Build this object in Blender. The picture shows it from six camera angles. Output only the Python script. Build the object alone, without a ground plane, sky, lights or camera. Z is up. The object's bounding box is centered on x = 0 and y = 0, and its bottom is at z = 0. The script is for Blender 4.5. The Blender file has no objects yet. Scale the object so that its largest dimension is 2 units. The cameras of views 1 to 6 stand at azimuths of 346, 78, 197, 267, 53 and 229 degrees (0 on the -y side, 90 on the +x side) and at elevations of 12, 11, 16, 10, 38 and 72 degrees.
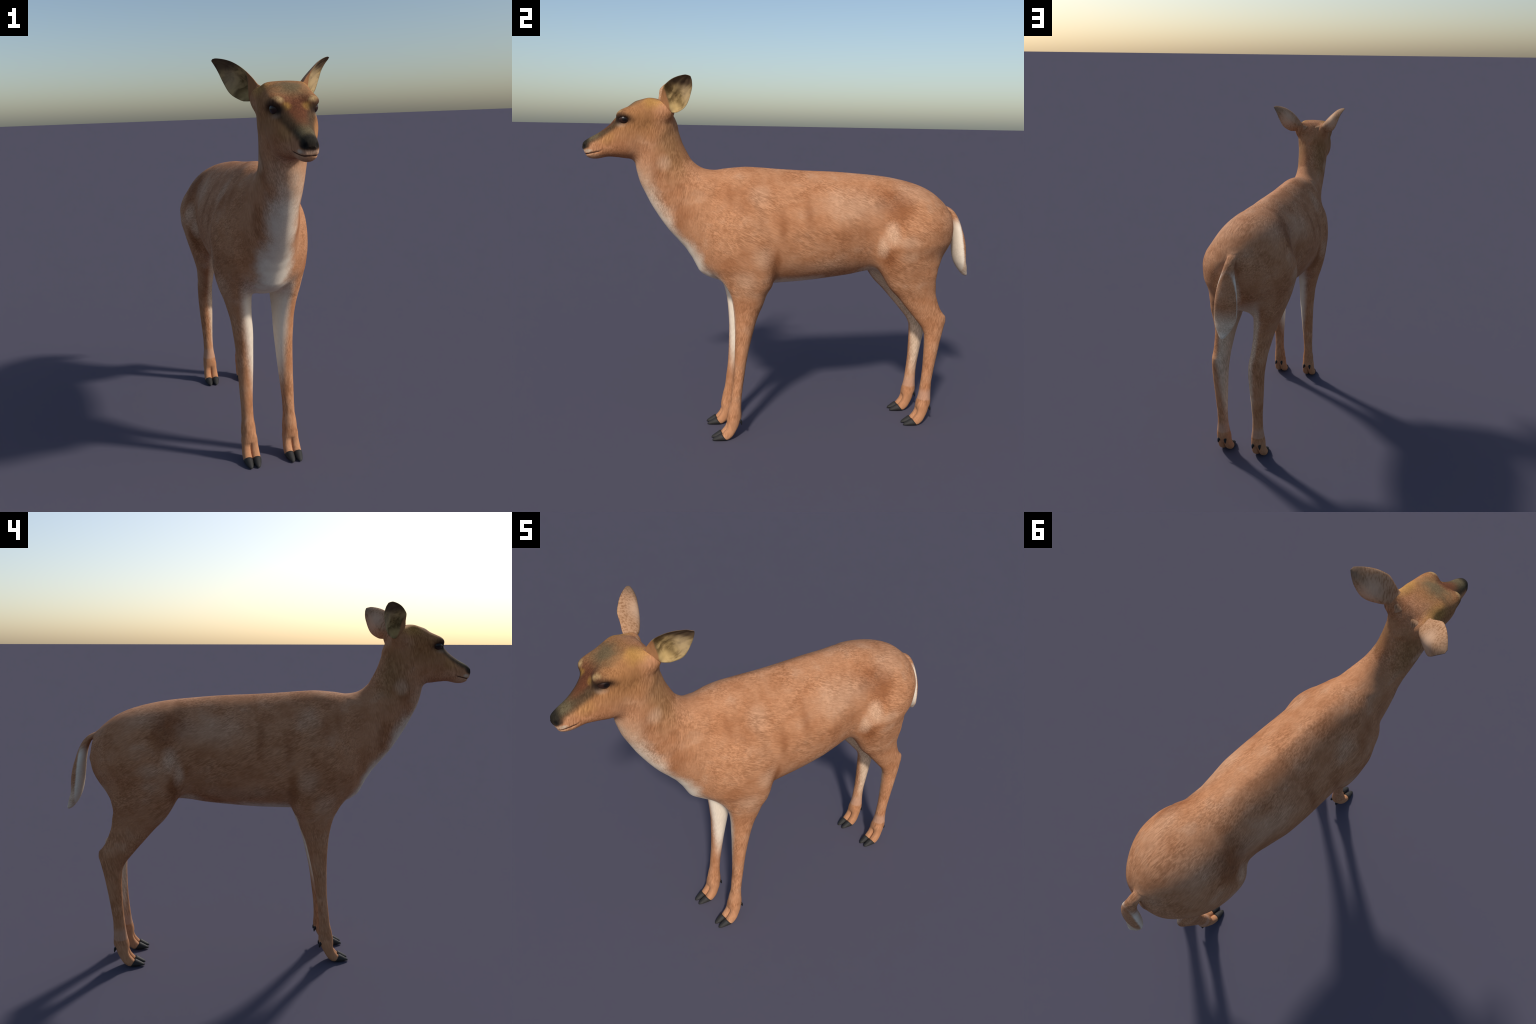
"""A standing doe: one smooth body surface (implicit lofts blended together and
polygonised), split by region into anatomical parts, plus ears, eyes, hooves
and dewclaws.  Frame: metres, nose towards -y, z up, symmetric about x = 0."""
import bpy, math
import numpy as np
from mathutils import Vector

CELL = 0.0032            # size of the polygonising cell

# ----------------------------------------------------------------------------
# small numeric helpers
# ----------------------------------------------------------------------------

def pchip(xs, ys, n=500):
    """Monotone cubic through the control points, returned as a dense table."""
    xs, ys = np.asarray(xs, float), np.asarray(ys, float)
    h, d = np.diff(xs), np.diff(ys) / np.diff(xs)
    m = np.zeros(len(xs))
    m[0], m[-1] = d[0], d[-1]
    for i in range(1, len(xs) - 1):
        if d[i - 1] * d[i] > 0:
            w1, w2 = 2 * h[i] + h[i - 1], h[i] + 2 * h[i - 1]
            m[i] = (w1 + w2) / (w1 / d[i - 1] + w2 / d[i])
    q = np.linspace(xs[0], xs[-1], n)
    k = np.clip(np.searchsorted(xs, q, side="right") - 1, 0, len(h) - 1)
    s = (q - xs[k]) / h[k]
    y = ((1 + 2 * s) * (1 - s) ** 2 * ys[k] + s * (1 - s) ** 2 * h[k] * m[k]
         + s * s * (3 - 2 * s) * ys[k + 1] + s * s * (s - 1) * h[k] * m[k + 1])
    return q, y


def smin(a, b, k):
    h = np.clip(0.5 + 0.5 * (b - a) / k, 0, 1)
    return b + (a - b) * h - k * h * (1 - h)


class Loft:
    """A closed form swept along a straight axis in the y-z plane.  `low` and
    `high` are its two outlines seen from the side (y, z points); `width` and
    `centre` give half width and middle in x along the axis; `belly` is the
    height (0..1 between the outlines) where it is widest, `power` the squareness
    of the section above it (and `power_low` below), `lean` draws the middle
    inwards towards the upper outline (`lean_low`: the lower one)."""

    def __init__(self, origin, axis, low, high, width, centre=None, belly=None, power=None, power_low=None, lean=None, lean_low=None, rounding=.012):
        self.round = rounding
        ay, az = np.array(axis, float) / math.hypot(*axis)
        self.o, self.a = np.array(origin, float), (ay, az)
        self.u = (-az, ay) if ay < 0 and abs(ay) > abs(az) else (az, -ay)
        if abs(ay) > abs(az):                       # lying part: u points up
            self.u = (-az, ay) if ay > 0 else (az, -ay)
        else:                                       # standing part: u points back
            self.u = (az, -ay) if az > 0 else (-az, ay)
        lo = sorted(self.tu(y, z) for y, z in low)
        hi = sorted(self.tu(y, z) for y, z in high)
        self.lo, self.hi = pchip(*zip(*lo)), pchip(*zip(*hi))
        self.w = pchip(*zip(*sorted(width)))
        self.c = pchip(*zip(*sorted(centre))) if centre else None
        self.b = pchip(*zip(*sorted(belly))) if belly else None
        self.n = pchip(*zip(*sorted(power))) if power else None
        self.nl = pchip(*zip(*sorted(power_low))) if power_low else self.n
        self.lean = pchip(*zip(*sorted(lean))) if lean else None
        self.lean_low = pchip(*zip(*sorted(lean_low))) if lean_low else None
        self.t0 = max(self.lo[0][0], self.hi[0][0])
        self.t1 = min(self.lo[0][-1], self.hi[0][-1])

    def tu(self, y, z):
        dy, dz = y - self.o[0], z - self.o[1]
        return dy * self.a[0] + dz * self.a[1], dy * self.u[0] + dz * self.u[1]

    def __call__(self, x, y, z):
        t, u = self.tu(y, z)
        lo, hi = np.interp(t, *self.lo), np.interp(t, *self.hi)
        w = np.interp(t, *self.w)
        c = np.interp(t, *self.c) if self.c else 0.0
        b = np.interp(t, *self.b) if self.b else 0.5
        m = lo + (hi - lo) * b
        if self.n:
            n = np.where(u > m, np.interp(t, *self.n), np.interp(t, *self.nl))
        else:
            n = 2.0
        ru = np.maximum(np.where(u > m, hi - m, m - lo), 0.002)
        w = np.maximum(w, 0.002)
        for table, side in ((self.lean, 1), (self.lean_low, -1)):
            if table:
                c = c - np.interp(t, *table) * np.minimum(np.maximum((u - m) * side, 0) / ru, 1.2) ** 2
        du, dv = np.abs(u - m) / ru + 1e-5, np.abs(x - c) / w + 1e-5
        q = (du ** n + dv ** n) ** (1 / n)
        g = np.sqrt(((du / q) ** (n - 1) / ru) ** 2 + ((dv / q) ** (n - 1) / w) ** 2)
        f = (q - 1) / g
        cap = np.maximum(self.t0 - t, t - self.t1)
        return -smin(-f, -cap, self.round)


# ----------------------------------------------------------------------------
# the body as blended lofts
# ----------------------------------------------------------------------------
Y, Z = (1, 0), (0, 1)

torso = Loft((0, 0), Y,
    low=[(-.46, .98), (-.445, .925), (-.425, .88), (-.40, .838), (-.37, .815), (-.34, .798), (-.31, .788),
         (-.22, .782), (-.10, .786), (0, .790), (.09, .796), (.19, .806), (.30, .818), (.44, .838), (.55, .832),
         (.65, .825), (.72, .835), (.79, .885), (.845, .95), (.870, 1.03)],
    high=[(-.46, 1.01), (-.445, 1.10), (-.42, 1.19), (-.39, 1.265), (-.355, 1.325), (-.316, 1.350), (-.267, 1.363),
          (-.219, 1.368), (-.153, 1.365), (-.054, 1.358), (.08, 1.351), (.216, 1.346), (.356, 1.336), (.479, 1.324),
          (.588, 1.305), (.68, 1.279), (.746, 1.249), (.794, 1.215), (.834, 1.177), (.854, 1.145), (.870, 1.06)],
    width=[(-.46, .02), (-.452, .05), (-.44, .08), (-.42, .115), (-.40, .15), (-.35, .176), (-.29, .203), (-.22, .206),
           (-.13, .207), (0, .210), (.1, .212), (.19, .21), (.30, .193), (.38, .181), (.44, .182), (.50, .205),
           (.58, .216), (.65, .214), (.72, .196), (.78, .163), (.82, .132), (.85, .092), (.870, .03)],
    belly=[(-.5, .5), (-.3, .42), (0, .49), (.3, .5), (.5, .5), (.7, .5)],
    power=[(-.5, 1.8), (-.25, 1.72), (0, 1.6), (.15, 1.6), (.3, 1.72), (.45, 1.98), (.7, 1.95)],
    power_low=[(-.5, 2.0), (-.2, 2.1), (0, 2.15), (.3, 2.2), (.7, 2.1)], rounding=.03)

neck = Loft((0, 0), (-.45, .893),
    low=[(-.31, .838), (-.37, .826), (-.427, .834), (-.458, .864), (-.482, .911), (-.510, .957), (-.553, 1.009), (-.604, 1.067),
         (-.65, 1.133), (-.69, 1.2), (-.728, 1.277), (-.747, 1.335), (-.757, 1.40), (-.755, 1.47), (-.73, 1.55), (-.68, 1.64)],
    high=[(-.24, .90), (-.22, 1.0), (-.20, 1.10), (-.20, 1.20), (-.24, 1.33), (-.33, 1.352), (-.40, 1.354), (-.437, 1.362), (-.472, 1.383),
          (-.496, 1.408), (-.527, 1.465), (-.549, 1.525), (-.567, 1.583), (-.60, 1.64)],
    width=[(.91, .05), (.96, .10), (1.03, .138), (1.1, .145), (1.2, .134), (1.26, .123), (1.32, .106), (1.40, .091), (1.485, .088),
           (1.56, .091), (1.637, .094), (1.70, .08), (1.76, .05)],
    belly=[(.9, .6), (1.05, .65), (1.2, .60), (1.35, .53), (1.5, .48)],
    power=[(.9, 2), (1.2, 1.65), (1.45, 1.9), (1.6, 2)], power_low=[(.9, 1.95), (1.2, 1.95), (1.5, 2)], rounding=.04)

head = Loft((-.6, 1.56), (-.951, -.308),
    low=[(-.994, 1.452), (-.991, 1.438), (-.982, 1.420), (-.968, 1.408), (-.945, 1.403), (-.925, 1.404), (-.887, 1.412), (-.843, 1.411),
         (-.79, 1.405), (-.74, 1.405), (-.68, 1.43), (-.61, 1.50), (-.575, 1.56)],
    high=[(-.998, 1.462), (-.991, 1.478), (-.973, 1.493), (-.925, 1.520), (-.875, 1.556), (-.84, 1.594), (-.81, 1.622),
          (-.775, 1.652), (-.745, 1.671), (-.70, 1.684), (-.65, 1.682), (-.61, 1.662), (-.585, 1.625), (-.572, 1.59)],
    width=[(.414, .012), (.408, .022), (.395, .031), (.372, .038), (.347, .043), (.315, .049), (.284, .060), (.252, .073), (.221, .085),
           (.189, .089), (.147, .092), (.084, .095), (.021, .094), (-.02, .075), (-.04, .04)],
    belly=[(.41, .5), (.33, .42), (.25, .5), (.1, .55)],
    power=[(.41, 2.2), (.3, 2.1), (.24, 2.2), (.17, 2.8), (.08, 3.0), (0, 2.5)],
    power_low=[(.41, 2.2), (.3, 2.2), (.15, 2.2), (0, 2.2)])

foreleg = Loft((0, 0), Z,
    low=[(-.300, .055), (-.318, .075), (-.327, .092), (-.325, .113), (-.317, .16), (-.307, .2), (-.300, .26), (-.292, .33), (-.288, .42), (-.287, .52), (-.292, .63),
         (-.301, .70), (-.315, .753), (-.343, .802), (-.38, .845), (-.42, .90), (-.43, .96), (-.41, 1.05), (-.37, 1.14), (-.32, 1.20), (-.29, 1.24), (-.27, 1.27)],
    high=[(-.285, .055), (-.268, .072), (-.256, .09), (-.252, .12), (-.254, .16), (-.253, .2), (-.248, .26), (-.239, .33), (-.226, .42), (-.205, .52), (-.177, .63),
          (-.150, .70), (-.134, .75), (-.108, .80), (-.098, .86), (-.095, .93), (-.105, 1.02), (-.13, 1.1), (-.17, 1.18), (-.20, 1.24), (-.22, 1.27)],
    width=[(.055, .024), (.075, .031), (.10, .0335), (.13, .0345), (.15, .0335), (.2, .028), (.25, .0278), (.3, .03), (.35, .0325), (.4, .035), (.45, .0375), (.5, .040),
           (.55, .043), (.6, .0465), (.65, .049), (.7, .0545), (.75, .0625), (.80, .073), (.86, .083), (.92, .088), (1.0, .086), (1.1, .084), (1.2, .064), (1.27, .03)],
    centre=[(0, .0985), (.2, .0994), (.3, .0985), (.4, .0956), (.5, .0942), (.55, .0943), (.6, .0959), (.65, .099), (.7, .104),
            (.75, .1095), (.8, .116), (.86, .121), (.92, .124), (1.0, .126), (1.1, .125), (1.2, .107), (1.27, .06)],
    belly=[(.6, .5), (.75, .58), (.9, .7), (1.1, .68), (1.29, .5)],
    lean_low=[(.7, 0), (.77, .004), (.86, .036), (1.0, .048), (1.29, .02)], rounding=.05)

hindleg = Loft((0, 0), Z,
    low=[(.730, .055), (.711, .075), (.703, .095), (.705, .115), (.714, .16), (.719, .2), (.724, .25), (.729, .33), (.730, .42), (.727, .49), (.715, .523), (.665, .588),
         (.611, .65), (.562, .706), (.509, .76), (.474, .812), (.454, .85), (.438, .90), (.432, .96), (.448, 1.03), (.49, 1.10), (.55, 1.17), (.60, 1.20), (.63, 1.215)],
    high=[(.746, .055), (.763, .072), (.775, .09), (.781, .12), (.779, .17), (.779, .22), (.786, .29), (.796, .36), (.813, .46), (.832, .545), (.838, .57), (.836, .592), (.821, .61),
          (.803, .635), (.782, .683), (.769, .724), (.764, .76), (.757, .80), (.767, .85), (.792, .90), (.832, .96), (.857, 1.0), (.862, 1.06), (.845, 1.12), (.78, 1.17), (.74, 1.20), (.70, 1.215)],
    width=[(.055, .026), (.075, .034), (.10, .0365), (.13, .036), (.15, .0335), (.2, .028), (.25, .0275), (.3, .030), (.35, .033), (.4, .0363), (.45, .039), (.5, .041),
           (.55, .0415), (.6, .041), (.65, .044), (.7, .049), (.75, .060), (.8, .072), (.85, .087), (.90, .100), (.95, .110), (1.0, .118),
           (1.06, .117), (1.12, .100), (1.17, .066), (1.215, .03)],
    centre=[(0, .0985), (.2, .0995), (.4, .1), (.5, .0995), (.6, .102), (.65, .104), (.7, .106), (.75, .109), (.8, .112), (.85, .114),
            (.9, .117), (.95, .119), (1.0, .12), (1.06, .118), (1.12, .108), (1.17, .086), (1.215, .06)],
    belly=[(.65, .5), (.8, .38), (.95, .34), (1.25, .36)],
    power=[(.68, 2), (.75, 2.1), (.83, 2.5), (.88, 2.3), (.95, 1.9), (1.1, 1.85), (1.2, 2)], power_low=[(.65, 2), (.8, 2.0), (.9, 2.2), (1.0, 3.0), (1.25, 2.4)],
    lean_low=[(.62, 0), (.72, -.010), (.85, -.014), (.95, 0)],
    lean=[(.62, 0), (.72, 0), (.80, -.006), (.87, .015), (.95, .072), (1.1, .075), (1.25, .04)], rounding=.06)

tail = Loft((0, 0), Z,
    low=[(.996, .785), (.984, .788), (.96, .808), (.938, .838), (.922, .872), (.911, .914), (.903, .968), (.897, 1.021), (.888, 1.074), (.868, 1.126), (.83, 1.155), (.80, 1.172)],
    high=[(.999, .785), (1.0, .794), (.996, .809), (.988, .841), (.978, .872), (.975, .91), (.972, .949), (.963, .995), (.948, 1.041), (.933, 1.082), (.910, 1.124),
          (.881, 1.153), (.845, 1.172)],
    width=[(.785, .006), (.794, .014), (.81, .026), (.84, .045), (.87, .055), (.91, .059), (.95, .058), (1.0, .053), (1.05, .044), (1.09, .034), (1.124, .027), (1.15, .024), (1.172, .02)])


def toe(side):
    """One of the two toes: a fat drop from the fetlock down to the ground."""
    c = .0985 + side * .0198
    return Loft((-.285, .11), (-.68, -.733),
        low=[(-.314, .120), (-.322, .082), (-.334, .052), (-.353, .029), (-.373, .014), (-.385, .006)],
        high=[(-.262, .10), (-.268, .074), (-.283, .044), (-.300, .018), (-.318, .004), (-.34, .0015), (-.365, .003), (-.385, .002)],
        width=[(-.02, .012), (.0, .016), (.03, .0188), (.07, .0205), (.10, .0205), (.12, .0165), (.14, .010), (.16, .006)],
        centre=[(0, .0985 + side * .0135), (.04, c - side * .002), (.09, c), (.16, c - side * .002)],
        power=[(0, 2), (.05, 2.3), (.15, 2.3)])


TOES = [toe(1), toe(-1)]
HIND = 1.0305            # the hind feet are the fore feet moved back by this


def feet(x, y, z):
    return np.minimum(TOES[0](x, y, z), TOES[1](x, y, z))


# soft swellings (+) and hollows (-): centre, radii, height
BUMPS = [
    ((.074, -.685, 1.668), (.028, .040, .028), .010),     # foot of the ear on the skull
]
EYE = ((.0662, -.803, 1.586), .0230)
SOCKET = ((.081, -.803, 1.585), (.018, .027, .0195), -.013)
NOSTRIL = ((.0225, -.989, 1.460), (.0065, .008, .008), -.007)
MOUTH = [(0, -.987, 1.426), (.022, -.976, 1.4255), (.036, -.952, 1.430), (.043, -.925, 1.437), (.047, -.910, 1.442)]


# rounded masses melted into the surface: centre, radii, blend
KNOBS = [
    ((.065, -.803, 1.601), (.029, .035, .024), .032),     # brow over the eye
    ((.056, -.775, 1.604), (.030, .046, .025), .028),     # its run into the skull
    ((.064, -.705, 1.605), (.035, .085, .045), .030),     # ridge from brow to ear
    ((.078, -.619, 1.626), (.035, .043, .044), .025),     # root of the ear
]


def ellipsoid(x, y, z, c, r):
    a, b, d = (x - c[0]) / r[0], (y - c[1]) / r[1], (z - c[2]) / r[2]
    k0 = np.sqrt(a * a + b * b + d * d) + 1e-6
    k1 = np.sqrt((a / r[0]) ** 2 + (b / r[1]) ** 2 + (d / r[2]) ** 2) + 1e-6
    return k0 * (k0 - 1) / k1


def gauss(x, y, z, c, r):
    return np.exp(-(((x - c[0]) / r[0]) ** 2 + ((y - c[1]) / r[1]) ** 2 + ((z - c[2]) / r[2]) ** 2))


def seg_dist2(x, y, z, a, b):
    a, b = np.array(a), np.array(b)
    d = b - a
    s = np.clip(((x - a[0]) * d[0] + (y - a[1]) * d[1] + (z - a[2]) * d[2]) / (d @ d), 0, 1)
    return (x - a[0] - s * d[0]) ** 2 + (y - a[1] - s * d[1]) ** 2 + (z - a[2] - s * d[2]) ** 2


def part_fields(x, y, z):
    """Signed distances of the parts, each evaluated only near its own box."""
    far = 0.25
    out = {}

    def put(name, fn, mask):
        f = np.full(x.shape, far)
        if mask.any():
            f[mask] = np.minimum(fn(x[mask], y[mask], z[mask]), far)
        out[name] = f
    put("torso", torso, (z > .68) & (y > -.66))
    put("neck", neck, (y < -.02) & (z > .7))
    put("head", head, (y < -.45) & (z > 1.28))
    put("foreleg", foreleg, (y < .05) & (y > -.55) & (z < 1.4))
    put("hindleg", hindleg, (y > .32) & (z < 1.36))
    put("tail", tail, (y > .7) & (z > .7))
    put("forefoot", feet, (y < -.15) & (z < .25))
    put("hindfoot", lambda a, b, c: feet(a, b - HIND, c), (y > .5) & (z < .25))
    return out


def body(x, y, z, parts=False):
    x = np.abs(x)
    P = part_fields(x, y, z)
    f = smin(P["torso"], P["neck"], .06)
    f = smin(f, P["head"], .035)
    f = smin(f, P["hindleg"], .05)
    f = smin(f, P["foreleg"], .028)
    f = smin(f, P["tail"], .018)
    f = smin(f, P["forefoot"], .018)
    f = smin(f, P["hindfoot"], .018)
    for c, r, k in KNOBS:
        m = (np.abs(x - c[0]) < r[0] + .06) & (np.abs(y - c[1]) < r[1] + .06) & (np.abs(z - c[2]) < r[2] + .06)
        if m.any():
            f[m] = smin(f[m], ellipsoid(x[m], y[m], z[m], c, r), k)
    for c, r, h in BUMPS + [SOCKET, NOSTRIL]:
        m = (np.abs(x - c[0]) < 2.6 * r[0]) & (np.abs(y - c[1]) < 2.6 * r[1]) & (np.abs(z - c[2]) < 2.6 * r[2])
        if m.any():
            f[m] -= h * gauss(x[m], y[m], z[m], c, r)
    m = (y < -.88) & (z > 1.38) & (z < 1.48)
    if m.any():
        d2 = np.min([seg_dist2(x[m], y[m], z[m], a, b) for a, b in zip(MOUTH, MOUTH[1:])], axis=0)
        f[m] += .0036 * np.exp(-d2 / .0042 ** 2)
    return (f, P) if parts else f


# ----------------------------------------------------------------------------
# polygonise (surface nets on the half x >= 0, then mirrored)
# ----------------------------------------------------------------------------

def polygonise(h):
    B = 8
    lo = np.array([-.5 * h, -1.03, -.015])
    nb = np.ceil((np.array([.30, 1.03, 1.73]) - lo) / (h * B)).astype(int)
    n = nb * B + 1
    ax = [lo[i] + h * np.arange(n[i]) for i in range(3)]
    # coarse pass: signs and which blocks hold surface
    cc = [lo[i] + h * B * (np.arange(nb[i]) + .5) for i in range(3)]
    X, Yg, Zg = np.meshgrid(*cc, indexing="ij")
    F = body(X.ravel(), Yg.ravel(), Zg.ravel()).reshape(nb)
    near = np.abs(F) < h * B * 2.6
    D = np.repeat(np.repeat(np.repeat(np.where(F < 0, -1, 1).astype(np.float32), B, 0), B, 1), B, 2)
    D = np.pad(D, ((0, 1), (0, 1), (0, 1)), mode="edge")
    idx = np.argwhere(near)
    o = np.arange(B + 1)
    for s in range(0, len(idx), 1500):
        k = idx[s:s + 1500] * B
        I = (k[:, 0, None] + o)[:, :, None, None] + 0 * o[None, None, :, None] + 0 * o[None, None, None, :]
        J = (k[:, 1, None] + o)[:, None, :, None] + 0 * I
        K = (k[:, 2, None] + o)[:, None, None, :] + 0 * I
        f = body(ax[0][I].ravel(), ax[1][J].ravel(), ax[2][K].ravel())
        D[I.ravel(), J.ravel(), K.ravel()] = f
    S = D < 0
    c = np.zeros(tuple(m - 1 for m in n), np.uint8)
    for a in (0, 1):
        for b in (0, 1):
            for d in (0, 1):
                c += S[a:n[0] - 1 + a, b:n[1] - 1 + b, d:n[2] - 1 + d]
    cells = np.argwhere((c > 0) & (c < 8))
    ids = np.full(c.shape, -1, np.int32)
    ids[tuple(cells.T)] = np.arange(len(cells))
    # vertex = mean of the edge crossings
    acc, cnt = np.zeros((len(cells), 3)), np.zeros(len(cells))
    corner = {q: D[cells[:, 0] + q[0], cells[:, 1] + q[1], cells[:, 2] + q[2]] for q in
              [(a, b, d) for a in (0, 1) for b in (0, 1) for d in (0, 1)]}
    for q in corner:
        for axis in range(3):
            if q[axis] == 0:
                r = list(q); r[axis] = 1; r = tuple(r)
                f0, f1 = corner[q], corner[r]
                m = (f0 < 0) != (f1 < 0)
                s = np.where(m, f0 / np.where(m, f0 - f1, 1), 0)
                p = np.tile(np.array(q, float), (len(cells), 1))
                p[:, axis] = s
                acc[m] += p[m]; cnt[m] += 1
    V = lo + h * (cells + acc / np.maximum(cnt, 1)[:, None])
    mid = cells[:, 0] == 0
    V[mid, 0] = 0
    quads = []
    for axis in range(3):
        sl0 = [slice(1, -1)] * 3; sl1 = [slice(1, -1)] * 3
        sl0[axis] = slice(0, -1); sl1[axis] = slice(1, None)
        A, Bs = S[tuple(sl0)], S[tuple(sl1)]
        e = np.argwhere(A != Bs)
        inside = A[tuple(e.T)]
        off = np.ones(3, int); off[axis] = 0
        e = e + off
        b, d = (axis + 1) % 3, (axis + 2) % 3
        def cell(db, dd):
            g = e.copy(); g[:, b] += db; g[:, d] += dd
            return ids[g[:, 0], g[:, 1], g[:, 2]]
        q = np.stack([cell(-1, -1), cell(0, -1), cell(0, 0), cell(-1, 0)], 1)
        q[~inside] = q[~inside][:, ::-1]
        quads.append(q)
    Q = np.concatenate(quads)
    Q = Q[(Q >= 0).all(1)]
    return V, Q, mid


def gradient(V, e=6e-4):
    g = np.empty_like(V)
    for a in range(3):
        d = np.zeros(3); d[a] = e
        g[:, a] = body(*(V + d).T) - body(*(V - d).T)
    return g / (2 * e)


def relax(V, Q, mid, rounds=3):
    for r in range(rounds):
        s, c = np.zeros_like(V), np.zeros(len(V))
        for i in range(4):
            j = Q[:, (i + 1) % 4]; k = Q[:, i - 1]
            np.add.at(s, Q[:, i], V[j] + V[k]); np.add.at(c, Q[:, i], 2)
        m = c > 0
        T = V.copy(); T[m] = .5 * V[m] + .5 * s[m] / c[m, None]
        T[mid, 0] = 0
        g = gradient(T)
        f = body(*T.T)
        step = np.clip(f / np.maximum((g ** 2).sum(1), .05), -.006, .006)
        V = T - step[:, None] * g
        V[mid, 0] = 0
    return V


# ----------------------------------------------------------------------------
# materials
# ----------------------------------------------------------------------------

class Graph:
    """Tiny expression builder on top of a node tree."""

    def __init__(self, name):
        self.mat = bpy.data.materials.new(name)
        self.mat.use_nodes = True
        self.nt = self.mat.node_tree
        self.nt.nodes.clear()
        self.coord = self.nt.nodes.new("ShaderNodeTexCoord").outputs["Object"]
        self.xyz = self.nt.nodes.new("ShaderNodeSeparateXYZ")
        self.nt.links.new(self.coord, self.xyz.inputs[0])
        self.ax = self.math("ABSOLUTE", self.xyz.outputs[0])
        self.y, self.z = self.xyz.outputs[1], self.xyz.outputs[2]

    def put(self, sock, v):
        if hasattr(v, "is_output"):
            self.nt.links.new(v, sock)
        else:
            sock.default_value = v

    def math(self, op, a, b=0.0, c=0.0):
        n = self.nt.nodes.new("ShaderNodeMath"); n.operation = op
        for s, v in zip(n.inputs, (a, b, c)):
            self.put(s, v)
        return n.outputs[0]

    def add(self, a, b): return self.math("ADD", a, b)
    def sub(self, a, b): return self.math("SUBTRACT", a, b)
    def mul(self, a, b): return self.math("MULTIPLY", a, b)
    def maxi(self, a, b): return self.math("MAXIMUM", a, b)

    def ramp(self, v, a, b):
        """Smooth 0..1 as v goes from a to b."""
        n = self.nt.nodes.new("ShaderNodeMapRange"); n.interpolation_type = "SMOOTHSTEP"
        self.put(n.inputs["Value"], v)
        if a > b:
            n.inputs[1].default_value, n.inputs[2].default_value = b, a
            n.inputs[3].default_value, n.inputs[4].default_value = 1, 0
        else:
            n.inputs[1].default_value, n.inputs[2].default_value = a, b
        return n.outputs[0]

    def noise(self, scale, stretch=(1, 1, 1), rot=(0, 0, 0), detail=2.0, distort=0.0, vec=None, rough=.5):
        m = self.nt.nodes.new("ShaderNodeMapping")
        self.nt.links.new(vec or self.coord, m.inputs[0])
        m.inputs["Rotation"].default_value = rot
        m.vector_type = "TEXTURE"
        m.inputs["Scale"].default_value = stretch
        n = self.nt.nodes.new("ShaderNodeTexNoise")
        n.inputs["Scale"].default_value = scale
        n.inputs["Detail"].default_value = detail
        n.inputs["Roughness"].default_value = rough
        n.inputs["Distortion"].default_value = distort
        self.nt.links.new(m.outputs[0], n.inputs["Vector"])
        return n.outputs["Fac"]

    def blob(self, c, r, soft=.5, wob=None):
        """1 inside an ellipsoid (mirrored in x), fading over `soft` of its radius."""
        t = None
        for v, ci, ri in zip((self.ax, self.y, self.z), c, r):
            d = self.mul(self.sub(v, ci), 1 / ri)
            d = self.mul(d, d)
            t = d if t is None else self.add(t, d)
        t = self.math("SQRT", t)
        if wob is not None:
            t = self.add(t, wob)
        return self.ramp(t, 1 + soft, max(1 - soft, 0))

    def mix(self, a, b, f, mode="MIX"):
        n = self.nt.nodes.new("ShaderNodeMix"); n.data_type = "RGBA"; n.blend_type = mode
        self.put(n.inputs[0], f)
        for s, v in ((n.inputs[6], a), (n.inputs[7], b)):
            self.put(s, v if hasattr(v, "is_output") else (*v, 1))
        return n.outputs[2]

    def finish(self, colour, rough=.8, bump=None, strength=.2, dist=.002, spec=.2, coat=0.0, sheen=0.0):
        p = self.nt.nodes.new("ShaderNodeBsdfPrincipled")
        self.put(p.inputs["Base Color"], colour if hasattr(colour, "is_output") else (*colour, 1))
        self.put(p.inputs["Roughness"], rough)
        p.inputs["Specular IOR Level"].default_value = spec
        p.inputs["Coat Weight"].default_value = coat
        p.inputs["Coat Roughness"].default_value = .05
        if bump is not None:
            b = self.nt.nodes.new("ShaderNodeBump")
            b.inputs["Strength"].default_value = strength
            b.inputs["Distance"].default_value = dist
            self.put(b.inputs["Height"], bump)
            self.nt.links.new(b.outputs[0], p.inputs["Normal"])
        o = self.nt.nodes.new("ShaderNodeOutputMaterial")
        self.nt.links.new(p.outputs[0], o.inputs[0])
        return self.mat


TAN, DARK, PALE, WHITE = (.475, .222, .109), (.25, .086, .030), (.62, .395, .255), (.81, .69, .55)
OLIVE, RUST, SOOT, GOLD = (.125, .098, .052), (.135, .046, .020), (.013, .012, .009), (.46, .25, .055)
CREAM = (.70, .52, .37)


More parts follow.
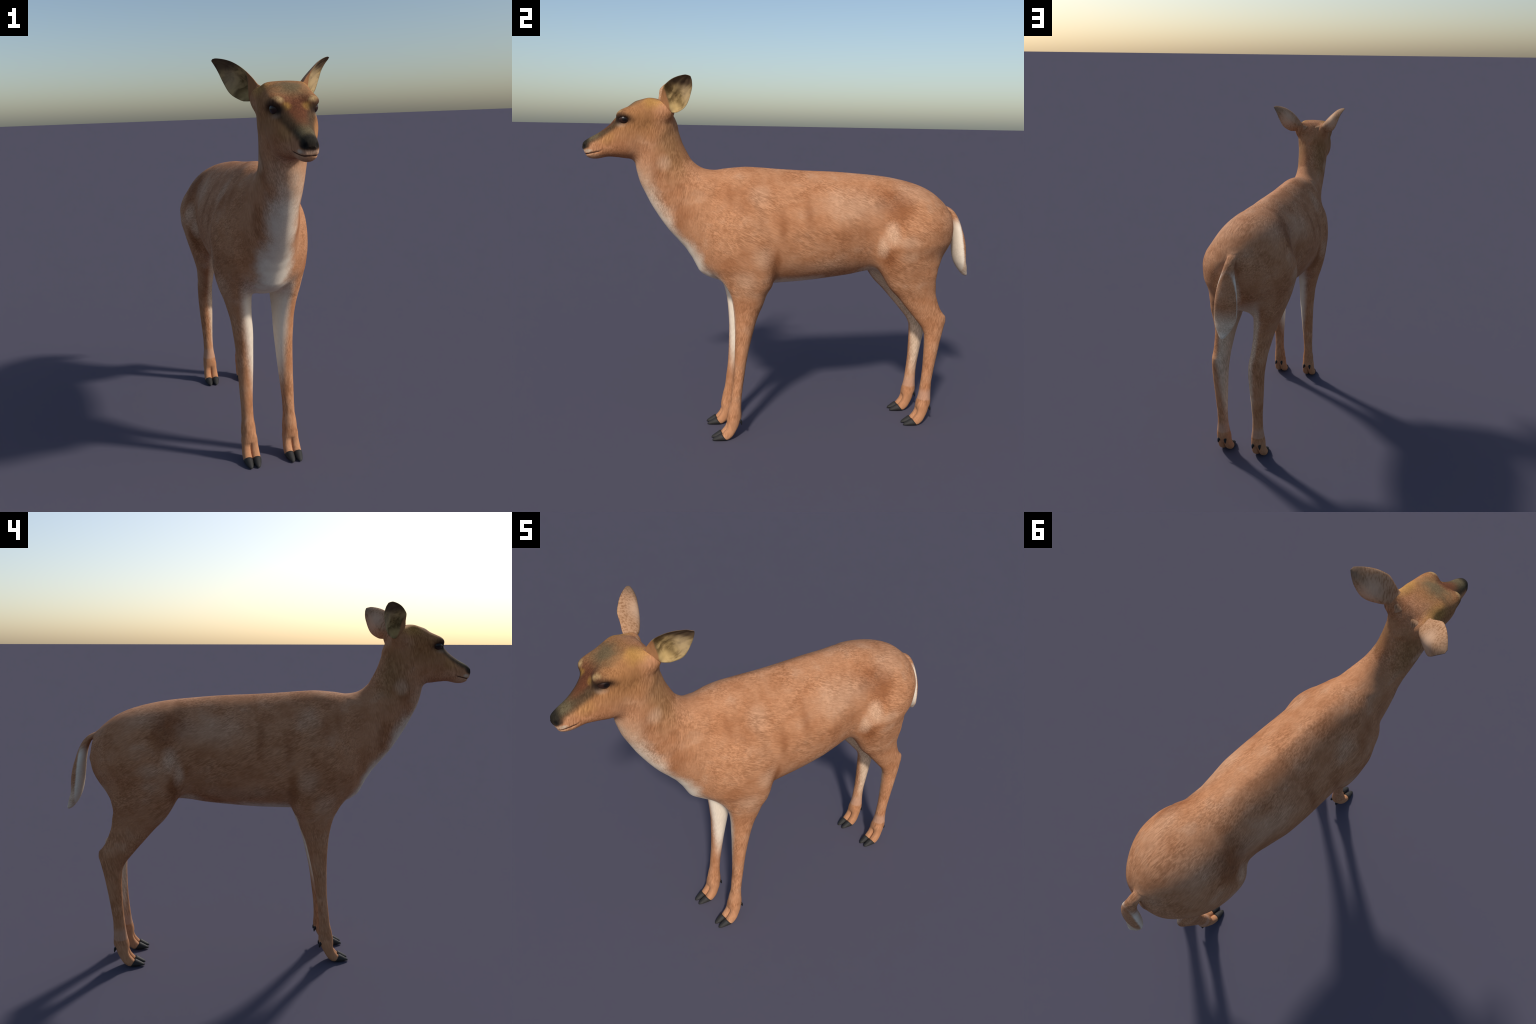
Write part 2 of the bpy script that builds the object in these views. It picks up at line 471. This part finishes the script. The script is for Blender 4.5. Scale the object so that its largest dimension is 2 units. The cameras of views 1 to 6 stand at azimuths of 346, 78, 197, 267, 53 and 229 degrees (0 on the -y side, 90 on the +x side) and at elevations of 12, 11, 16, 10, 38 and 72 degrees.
def fur_material():
    g = Graph("fur")
    ax, y, z = g.ax, g.y, g.z
    wob = g.mul(g.sub(g.noise(12, detail=4, rough=.62), .5), 1.15)
    wob2 = g.mul(g.sub(g.noise(34, detail=3), .5), .9)
    # hair strokes: lying back and down on the trunk, hanging on neck, head and legs
    back, hang_by = (math.radians(-26), 0, 0), (math.radians(-12), 0, 0)

    def strokes(scale, run, d):
        trunk = g.noise(scale, stretch=(1.3, run, 1), rot=back, detail=d, rough=.6, distort=.5)
        hang = g.noise(scale, stretch=(1, 1, run), rot=hang_by, detail=d, rough=.6, distort=.4)
        n = g.nt.nodes.new("ShaderNodeMix")
        g.put(n.inputs[0], g.maxi(g.ramp(y, -.36, -.54), g.ramp(z, .80, .66)))
        g.put(n.inputs[2], trunk); g.put(n.inputs[3], hang)
        return n.outputs[0]
    hair = strokes(200, 7.0, 2.0)
    tuft = strokes(52, 3.0, 2.0)
    mottle = g.noise(11, stretch=(1, 1.4, 1), detail=3, rough=.6)
    tone = g.add(g.add(g.mul(hair, .55), g.mul(tuft, .35)), g.mul(mottle, .25))
    c = g.mix((.42, .183, .084), TAN, g.ramp(mottle, .36, .52))
    c = g.mix(c, PALE, g.mul(g.ramp(mottle, .52, .72), .24))

    def spots(c, colour, table, w=wob):
        for ctr, r, k in table:
            c = g.mix(c, colour, g.mul(g.blob(ctr, r, .75, w), k))
        return c
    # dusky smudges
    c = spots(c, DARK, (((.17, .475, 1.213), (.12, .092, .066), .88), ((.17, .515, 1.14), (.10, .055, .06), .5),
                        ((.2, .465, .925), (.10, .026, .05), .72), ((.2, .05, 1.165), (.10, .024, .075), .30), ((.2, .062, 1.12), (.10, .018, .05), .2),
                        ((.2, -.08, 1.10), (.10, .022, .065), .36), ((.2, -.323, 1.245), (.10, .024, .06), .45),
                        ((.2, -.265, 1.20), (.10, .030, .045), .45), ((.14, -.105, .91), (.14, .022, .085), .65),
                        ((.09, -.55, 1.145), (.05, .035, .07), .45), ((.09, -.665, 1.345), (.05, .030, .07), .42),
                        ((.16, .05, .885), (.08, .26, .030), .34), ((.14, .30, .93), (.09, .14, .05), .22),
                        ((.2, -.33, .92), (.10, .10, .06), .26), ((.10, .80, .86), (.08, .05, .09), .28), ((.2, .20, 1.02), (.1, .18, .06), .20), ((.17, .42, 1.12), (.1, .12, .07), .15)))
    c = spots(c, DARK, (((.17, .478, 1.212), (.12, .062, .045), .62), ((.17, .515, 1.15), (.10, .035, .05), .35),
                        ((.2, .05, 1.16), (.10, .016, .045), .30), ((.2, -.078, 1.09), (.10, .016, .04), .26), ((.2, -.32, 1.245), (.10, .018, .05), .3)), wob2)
    # olive dusk on the sides of the upper neck
    c = spots(c, (.27, .145, .055), (((.09, -.585, 1.47), (.08, .065, .13), .60),))
    # pale smudges
    c = spots(c, PALE, (((.2, .475, 1.055), (.10, .030, .050), .70), ((.2, .435, .985), (.10, .020, .045), .7),
                        ((.22, .555, 1.015), (.08, .055, .028), .42), ((.22, .565, .94), (.08, .04, .028), .28),
                        ((.22, -.175, .955), (.08, .04, .05), .38), ((.2, -.26, .83), (.08, .05, .05), .40),
                        ((.2, -.185, 1.245), (.10, .05, .05), .32), ((.09, -.63, 1.39), (.04, .028, .032), .5),
                        ((.16, .14, .89), (.07, .16, .035), .25), ((.2, .30, 1.20), (.1, .16, .07), .38), ((.15, .62, 1.26), (.1, .10, .05), .25)))
    # throat, chest, belly, inner legs, under the tail
    c = g.mix(c, PALE, g.mul(g.blob((0, -.72, 1.30), (.070, .075, .15), .6, wob), .6))
    w = g.mul(g.blob((0, -.64, 1.12), (.054, .12, .20), .7, wob), .85)
    w = g.maxi(w, g.blob((0, -.49, .93), (.072, .13, .16), .6, wob))
    w = g.maxi(w, g.mul(g.blob((0, -.57, 1.0), (.058, .10, .12), .65, wob), .95))
    w = g.maxi(w, g.mul(g.blob((0, -.40, .815), (.085, .13, .075), .6, wob), .95))
    w = g.maxi(w, g.mul(g.blob((0, .12, .775), (.12, .58, .055), .5, wob), .75))
    lean = g.sub(ax, g.mul(g.sub(z, .5), .10))
    fore = g.mul(g.ramp(g.add(lean, g.mul(wob2, .012)), .108, .060), g.mul(g.ramp(g.add(z, g.mul(wob2, .10)), .17, .48), g.ramp(g.add(z, g.mul(wob2, .05)), .93, .74)))
    fore = g.mul(fore, g.ramp(y, .2, .1))
    w = g.maxi(w, g.mul(fore, .95))
    c = g.mix(c, WHITE, w)
    hind = g.mul(g.ramp(g.add(g.sub(ax, g.mul(g.sub(z, .5), .05)), g.mul(wob2, .012)), .106, .076), g.mul(g.ramp(g.add(z, g.mul(wob2, .10)), .12, .32), g.ramp(z, .95, .84)))
    hind = g.mul(hind, g.ramp(y, .3, .4))
    c = g.mix(c, CREAM, g.mul(hind, .9))
    c = g.mix(c, WHITE, g.mul(g.blob((0, .855, .99), (.035, .05, .085), .6, wob), .75))
    # tail: tan above, white rim and underside
    inner = g.sub(y, g.mul(g.sub(.95, z), .12))
    tw = g.mul(g.ramp(g.add(inner, g.mul(wob2, .006)), .947, .936), g.mul(g.ramp(y, .878, .892), g.ramp(z, 1.12, 1.05)))
    tip = g.mul(g.ramp(z, .835, .805), g.ramp(y, .93, .94))
    c = g.mix(c, WHITE, g.maxi(tw, g.mul(tip, .55)))
    # head: warmer, with a dusky bridge, crown patch, rust brow and gold above the eyes
    hd = g.ramp(y, -.62, -.70)
    c = g.mix(c, (.315, .142, .050), g.mul(g.mul(hd, g.ramp(z, 1.44, 1.56)), .8))
    c = spots(c, GOLD, (((.085, -.665, 1.67), (.03, .05, .035), .55), ((.06, -.90, 1.50), (.02, .05, .03), .25)))
    top = g.add(1.497, g.mul(g.add(y, .957), .66))                 # ridge of the nose in profile
    bridge = g.mul(g.ramp(g.add(g.sub(top, z), g.mul(wob2, .012)), .040, .006), g.mul(g.ramp(y, -.785, -.835), g.ramp(z, 1.66, 1.60)))
    c = g.mix(c, (.100, .050, .024), g.mul(bridge, .88))
    c = spots(c, OLIVE, (((0, -.76, 1.668), (.060, .052, .036), .85), ((0, -.80, 1.64), (.05, .03, .03), .5)), wob2)
    c = spots(c, RUST, (((0, -.834, 1.600), (.064, .046, .040), .9), ((0, -.872, 1.568), (.040, .060, .04), .8)), wob2)
    c = spots(c, (.50, .33, .15), (((.060, -.832, 1.613), (.013, .011, .010), .75), ((.070, -.822, 1.622), (.016, .010, .008), .5)), wob2)
    c = spots(c, GOLD, (((.036, -.838, 1.592), (.015, .014, .013), .55),), wob2)
    # dark line from the eye corner down the edge of the bridge to the nose
    edge = g.sub(g.sub(z, 1.497), g.mul(g.add(y, .957), .66))
    side = g.sub(ax, g.add(.014, g.mul(g.add(y, .96), .33)))
    stripe = g.mul(g.mul(g.ramp(g.math("ABSOLUTE", g.add(side, g.mul(wob2, .012))), .028, .003), g.ramp(edge, -.045, -.02)), g.mul(g.mul(g.ramp(y, -.80, -.83), g.ramp(y, -.99, -.955)), g.ramp(z, 1.606, 1.588)))
    c = g.mix(c, (.045, .034, .018), g.mul(stripe, .65))
    snout = g.mul(g.ramp(g.add(g.sub(g.sub(z, 1.487), g.mul(g.add(y, .957), .55)), g.mul(wob2, .012)), -.016, .012), g.mul(g.ramp(y, -.89, -.945), .85))
    c = g.mix(c, OLIVE, snout)
    muz = g.mul(g.ramp(g.add(y, g.mul(wob2, .006)), -.948, -.980), g.ramp(g.sub(z, g.mul(g.add(y, .98), .5)), 1.442, 1.456))
    c = g.mix(c, SOOT, g.mul(muz, .93))
    c = spots(c, (.60, .49, .36), (((.034, -.968, 1.4405), (.018, .014, .007), .75),), None)
    c = spots(c, (.58, .44, .32), (((0, -.985, 1.4365), (.034, .016, .008), .45),), None)
    c = spots(c, (.57, .33, .19), (((.02, -.955, 1.412), (.03, .05, .014), .55),), None)
    # single hairs: each stroke a little darker or lighter than its ground
    def tint(v):
        lo, hi = (.72, .68, .64), (1.18, 1.20, 1.22)
        return g.mix(lo, hi, g.ramp(v, .36, .66))
    coat = g.add(g.mul(hair, .75), g.mul(tuft, .25))
    keep = g.sub(1.0, g.mul(g.ramp(g.maxi(w, tw), .2, .9), .75))
    keep = g.mul(keep, g.add(.45, g.mul(.6, g.ramp(g.noise(8, detail=3), .38, .62))))
    c = g.mix(c, tint(coat), keep, "MULTIPLY")
    # dark rim of the eye and its tear corner, pale hair under it
    c = spots(c, (.46, .33, .23), (((.082, -.822, 1.561), (.02, .020, .010), .3),), wob2)
    c = spots(c, (.020, .011, .008), (((.080, -.806, 1.588), (.033, .038, .0225), .96), ((.074, -.834, 1.577), (.02, .018, .010), .85)), None)
    c = spots(c, (.004, .004, .004), (((.0225, -.988, 1.460), (.008, .008, .009), .95),), None)
    mouth = g.mul(g.ramp(y, -.905, -.925), g.ramp(g.math("ABSOLUTE", g.sub(z, g.add(1.4255, g.mul(g.maxi(g.add(y, .976), 0.0), .24)))), .0040, .0012))
    c = g.mix(c, (.05, .020, .013), g.mul(mouth, .9))
    # pale band above the hind fetlock, warmer toes
    c = g.mix(c, (.55, .33, .23), g.mul(g.mul(g.ramp(z, .135, .145), g.ramp(z, .21, .175)), g.mul(g.ramp(y, .5, .6), .5)))
    c = g.mix(c, (.52, .25, .125), g.mul(g.ramp(z, .13, .08), .5))
    return g.finish(c, rough=.85, bump=tone, strength=.28, dist=.003, spec=.15)


def ear_material():
    g = Graph("ear_fur")
    ax, y, z = g.ax, g.y, g.z
    # distance along the opening direction tells the cup from the back
    hair = g.noise(150, stretch=(1, 1, 4), rot=(math.radians(35), 0, math.radians(40)), detail=2)
    c = g.mix((.29, .145, .07), (.46, .26, .145), g.ramp(hair, .30, .62))
    c = g.mix(c, PALE, g.mul(g.blob((.15, -.545, 1.70), (.04, .04, .045), .7), .8))
    far = g.add(g.add(g.mul(g.sub(ax, .09), .8), g.mul(g.sub(z, 1.65), .5)), g.mul(g.add(y, .62), .35))
    c = g.mix(c, (.17, .11, .07), g.mul(g.ramp(far, .135, .215), .75))
    return g.finish(c, rough=.85, bump=hair, strength=.2, spec=.15)


def ear_inside_material():
    g = Graph("ear_inside")
    ax, y, z = g.ax, g.y, g.z
    n1 = g.noise(30, stretch=(2.6, 1.2, 1), rot=(0, math.radians(-40), math.radians(25)), detail=4, distort=.7, rough=.6)
    c = g.mix((.12, .072, .026), (.46, .315, .135), g.ramp(n1, .30, .64))
    c = g.mix(c, (.54, .39, .23), g.mul(g.blob((.17, -.535, 1.705), (.03, .04, .045), .7), .45))
    c = g.mix(c, (.60, .42, .17), g.mul(g.blob((.125, -.585, 1.645), (.025, .025, .016), .7, g.mul(g.sub(n1, .5), 3.0)), .55))
    c = g.mix(c, (.09, .055, .035), g.mul(g.ramp(g.add(z, g.mul(ax, .25)), 1.765, 1.80), .85))
    c = g.mix(c, (.05, .03, .015), g.mul(g.blob((.115, -.622, 1.69), (.016, .016, .035), .7), .8))
    # furred skin closes the root of the cup along a slanting line
    out = g.add(g.add(g.mul(ax, .594), g.mul(y, .79)), g.mul(z, .154))
    c = g.mix(g.mix((.27, .12, .05), (.42, .20, .085), g.noise(150, stretch=(1, 1, 4), detail=2)), c, g.ramp(g.add(out, g.mul(g.sub(n1, .5), .010)), -.1575, -.1505))
    return g.finish(c, rough=.8, bump=n1, strength=.25, dist=.003, spec=.15)


def plain(name, colour, vary=.25, rough=.5, scale=60, spec=.3, coat=0.0):
    g = Graph(name)
    n = g.noise(scale, stretch=(1, 1, 2), detail=3)
    c = g.mix(tuple(v * (1 - vary) for v in colour), tuple(v * (1 + vary) for v in colour), n)
    return g.finish(c, rough=rough, bump=n, strength=.08, spec=spec, coat=coat)


def eye_material():
    g = Graph("eyeball")
    c = g.mix((.030, .013, .009), (.006, .004, .004), g.blob((.090, -.803, 1.585), (.012, .012, .009), .4))
    return g.finish(c, rough=.30, spec=.28, coat=.04)


# ----------------------------------------------------------------------------
# build
# ----------------------------------------------------------------------------

def new_object(name, verts, faces, mat, parent, normals=None, smooth=True):
    me = bpy.data.meshes.new(name)
    me.from_pydata([tuple(v) for v in verts], [], [tuple(f) for f in faces])
    me.materials.append(mat)
    me.polygons.foreach_set("use_smooth", [smooth] * len(me.polygons))
    if normals is not None:
        me.normals_split_custom_set_from_vertices([tuple(v) for v in normals])
    me.update()
    ob = bpy.data.objects.new(name, me)
    bpy.context.scene.collection.objects.link(ob)
    if parent:
        ob.parent = parent
    return ob


def build():
    root = bpy.data.objects.new("deer", None)
    root["label"] = "standing tan doe with white throat, belly and tail edge"
    root["category"] = "deer"
    bpy.context.scene.collection.objects.link(root)
    fur = fur_material()

    V, Q, mid = polygonise(CELL)
    V = relax(V, Q, mid)
    N = gradient(V)
    N[mid, 0] = 0
    N /= np.linalg.norm(N, axis=1)[:, None] + 1e-9
    cen = V[Q].mean(1)
    P = part_fields(*cen.T)
    P["foreleg"] = np.minimum(P["foreleg"], P.pop("forefoot"))
    P["hindleg"] = np.minimum(P["hindleg"], P.pop("hindfoot"))
    names = ["torso", "neck", "head", "foreleg", "hindleg", "tail"]
    label = np.argmin([P[k] for k in names], axis=0)
    parts = {}
    for i, nm in enumerate(names):
        q = Q[label == i]
        used = np.unique(q)
        back = np.full(len(V), -1); back[used] = np.arange(len(used))
        v, n, q, m = V[used], N[used], back[q], mid[used]
        flip = v * [-1, 1, 1], n * [-1, 1, 1]
        if nm in ("foreleg", "hindleg"):
            parts[nm] = [new_object(nm, v, q, fur, root, n),
                         new_object(nm, flip[0], q[:, ::-1], fur, root, flip[1])]
        else:
            other = np.where(m, np.arange(len(v)), 0)
            other[~m] = len(v) + np.arange((~m).sum())
            parts[nm] = new_object(nm, np.concatenate([v, flip[0][~m]]), np.concatenate([q, other[q][:, ::-1]]),
                                   fur, root, np.concatenate([n, flip[1][~m]]))
    return root, parts


def loft_rings(rings, cap=True):
    """Closed rings of equal length -> vertices and quads, ends capped by fans."""
    n = len(rings[0])
    v = [p for r in rings for p in r]
    f = [(i * n + j, i * n + (j + 1) % n, (i + 1) * n + (j + 1) % n, (i + 1) * n + j)
         for i in range(len(rings) - 1) for j in range(n)]
    if cap:
        for i, flip in ((0, True), (len(rings) - 1, False)):
            v.append(np.mean(rings[i], axis=0))
            for j in range(n):
                q = (i * n + j, i * n + (j + 1) % n, len(v) - 1)
                f.append(q[::-1] if flip else q)
    return np.array(v), f


def outward(v, f):
    """Flip faces so that they enclose positive volume."""
    vol = sum(np.dot(v[q[0]], np.cross(v[q[i]], v[q[i + 1]])) for q in f for i in range(1, len(q) - 1))
    return f if vol > 0 else [q[::-1] for q in f]


def curve3(keys):
    s = [k[0] for k in keys]
    t = [pchip(s, [k[1][i] for k in keys]) for i in range(3)]
    return lambda q: np.array([np.interp(q, *ti) for ti in t])


EAR_FRONT = curve3([(-.35, (.040, -.640, 1.655)), (-.15, (.068, -.642, 1.668)), (0, (.086, -.640, 1.678)), (.15, (.105, -.635, 1.702)), (.30, (.130, -.631, 1.728)),
                    (.48, (.157, -.612, 1.752)), (.65, (.182, -.589, 1.768)), (.82, (.209, -.560, 1.778)), (.93, (.225, -.541, 1.781)), (1, (.2335, -.532, 1.7795))])
EAR_BACK = curve3([(-.35, (.045, -.585, 1.625)), (-.15, (.078, -.588, 1.622)), (0, (.104, -.590, 1.618)), (.12, (.124, -.572, 1.619)), (.25, (.146, -.550, 1.630)), (.42, (.171, -.530, 1.652)),
                   (.62, (.194, -.514, 1.698)), (.80, (.209, -.508, 1.734)), (.92, (.223, -.511, 1.758)), (1, (.2350, -.518, 1.7745))])
EAR_DEPTH = pchip([-.35, -.1, 0, .15, .3, .5, .7, .85, 1], [.022, .030, .034, .039, .040, .033, .021, .010, .001])


def ear_shape(rows=64, cols=28):
    """A leaf-shaped cup: outer skin and inner skin between its front and back edge."""
    toward_back = np.array([-.77, .50, .41])
    rings = []
    for s in np.concatenate([np.linspace(-.35, .9, rows), np.linspace(.91, 1, 10)]):
        a, b = EAR_FRONT(s), EAR_BACK(s)
        ch = b - a
        n = toward_back - ch * (toward_back @ ch) / (ch @ ch + 1e-9)
        n /= np.linalg.norm(n)
        d = np.interp(s, *EAR_DEPTH)
        th = .0065 * min(1, (1.02 - s) / .25)
        w = np.linspace(-1, 1, cols)
        k = np.clip((s + .02 - .24 * (1 - w) / 2) / .16, 0, 1)      # the skin closes the cup at its root
        k = k * k * (3 - 2 * k)
        inner = k * max(d - th, 0) - (1 - k) * .010 * max(0, 1 - max(s, 0) / .3)
        lobe = 1 - np.abs(w) ** 1.9
        skew = 1 + .12 * np.sin(np.pi * w)
        out = [a + ch * (i + 1) / 2 + n * d * l * q for i, l, q in zip(w, lobe, skew)]
        rim = n * .0012
        fold = .004 * k * (1 - s) * np.sin(np.pi * 3.2 * (w + .3 * s)) * lobe
        inn = [a + ch * (i + 1) / 2 - rim + n * (p * l * q + e) for i, l, q, e, p in zip(w, lobe, skew, fold, inner)]
        rings.append(np.array(out + inn[::-1]))
    v, f = loft_rings(rings)
    m = 2 * cols
    r = len(rings)
    inside = []
    for i in range((r - 1) * m):
        j, s = i % m - cols, -.35 + (i // m) * 1.25 / (rows - 1)      # j runs from the back edge to the front edge
        inside.append(j >= -1 and s > 0)
    inside += [False] * (len(f) - len(inside))
    return v, f, inside


def hoof_shape(side):
    c = .0985 + side * .0198
    rings = []
    for p in [0, .15, .3, .45, .6, .72, .82, .90, .96, 1.0]:
        top = np.array([-.357 - .0445 * p, .0365 - .027 * p ** 1.05])
        bot = np.array([-.330 - .0725 * p, -.0003 + .0015 * p])
        if p > .95:
            top[1] -= .004 * (p - .95) / .05
        w = .0218 * (1 - .62 * p ** 1.5) * (math.sqrt(max(1 - ((p - .8) / .215) ** 2, 0.03)) if p > .8 else 1)
        cx = c - side * .0025 * p
        mid, half = (top + bot) / 2, (top - bot) / 2
        ring = []
        for a in np.linspace(0, 2 * math.pi, 28, endpoint=False):
            ca, sa = math.cos(a), math.sin(a)
            lean = 1.0 if sa < 0 else 1 - .35 * sa
            k = 2 / 2.6
            dx = w * lean * math.copysign(abs(ca) ** k, ca)
            h = math.copysign(abs(sa) ** k, sa)
            ring.append((cx + dx, mid[0] + half[0] * h, mid[1] + half[1] * h))
        rings.append(np.array(ring))
    v, f = loft_rings(rings)
    return v, outward(v, f)


def dewclaw_shape(side):
    rings = []
    a, b = np.array([.0985 + side * .0165, -.266, .104]), np.array([.0985 + side * .021, -.254, .074])
    for p, r in [(0, .0055), (.2, .008), (.45, .0075), (.7, .005), (.9, .0025), (1, .0008)]:
        m = a + (b - a) * p + np.array([0, .003 * math.sin(math.pi * p), 0])
        rings.append(np.array([m + np.array([r * math.cos(t), .8 * r * math.sin(t), .4 * r * math.sin(t)])
                               for t in np.linspace(0, 2 * math.pi, 16, endpoint=False)]))
    v, f = loft_rings(rings)
    return v, outward(v, f)


def eyeball_shape():
    c, r = EYE
    rings = []
    for p in np.linspace(.03, math.pi - .03, 25):
        rings.append(np.array([(c[0] + r * math.sin(p) * math.cos(t), c[1] + 1.14 * r * math.sin(p) * math.sin(t), c[2] + r * math.cos(p))
                               for t in np.linspace(0, 2 * math.pi, 40, endpoint=False)]))
    v, f = loft_rings(rings)
    return v, outward(v, f)


def flip(v, f):
    return np.asarray(v) * [-1, 1, 1], [q[::-1] for q in f]


def details(root, parts):
    fur, cup = ear_material(), ear_inside_material()
    v, f, inside = ear_shape()
    f2 = outward(v, f)
    for vv, ff in ((v, f2), flip(v, f2)):
        ob = new_object("ear", vv, ff, fur, parts["head"])
        ob.data.materials.append(cup)
        ob.data.polygons.foreach_set("material_index", [1 if i else 0 for i in inside])
    eye = eye_material()
    v, f = eyeball_shape()
    for vv, ff in ((v, f), flip(v, f)):
        new_object("eye", vv, ff, eye, parts["head"])
    horn = plain("hoof_horn", (.026, .024, .022), .12, rough=.65)
    claw = plain("dewclaw_horn", (.012, .012, .013), .2, rough=.6)
    for leg, shift in (("foreleg", 0), ("hindleg", HIND)):
        for side in (1, -1):
            for shape, name, mat in ((hoof_shape, "hoof", horn), (dewclaw_shape, "dewclaw", claw)):
                v, f = shape(side)
                v = v + [0, shift, 0]
                for (vv, ff), p in zip(((v, f), flip(v, f)), parts[leg]):
                    new_object(name, vv, ff, mat, p)


root, parts = build()
details(root, parts)
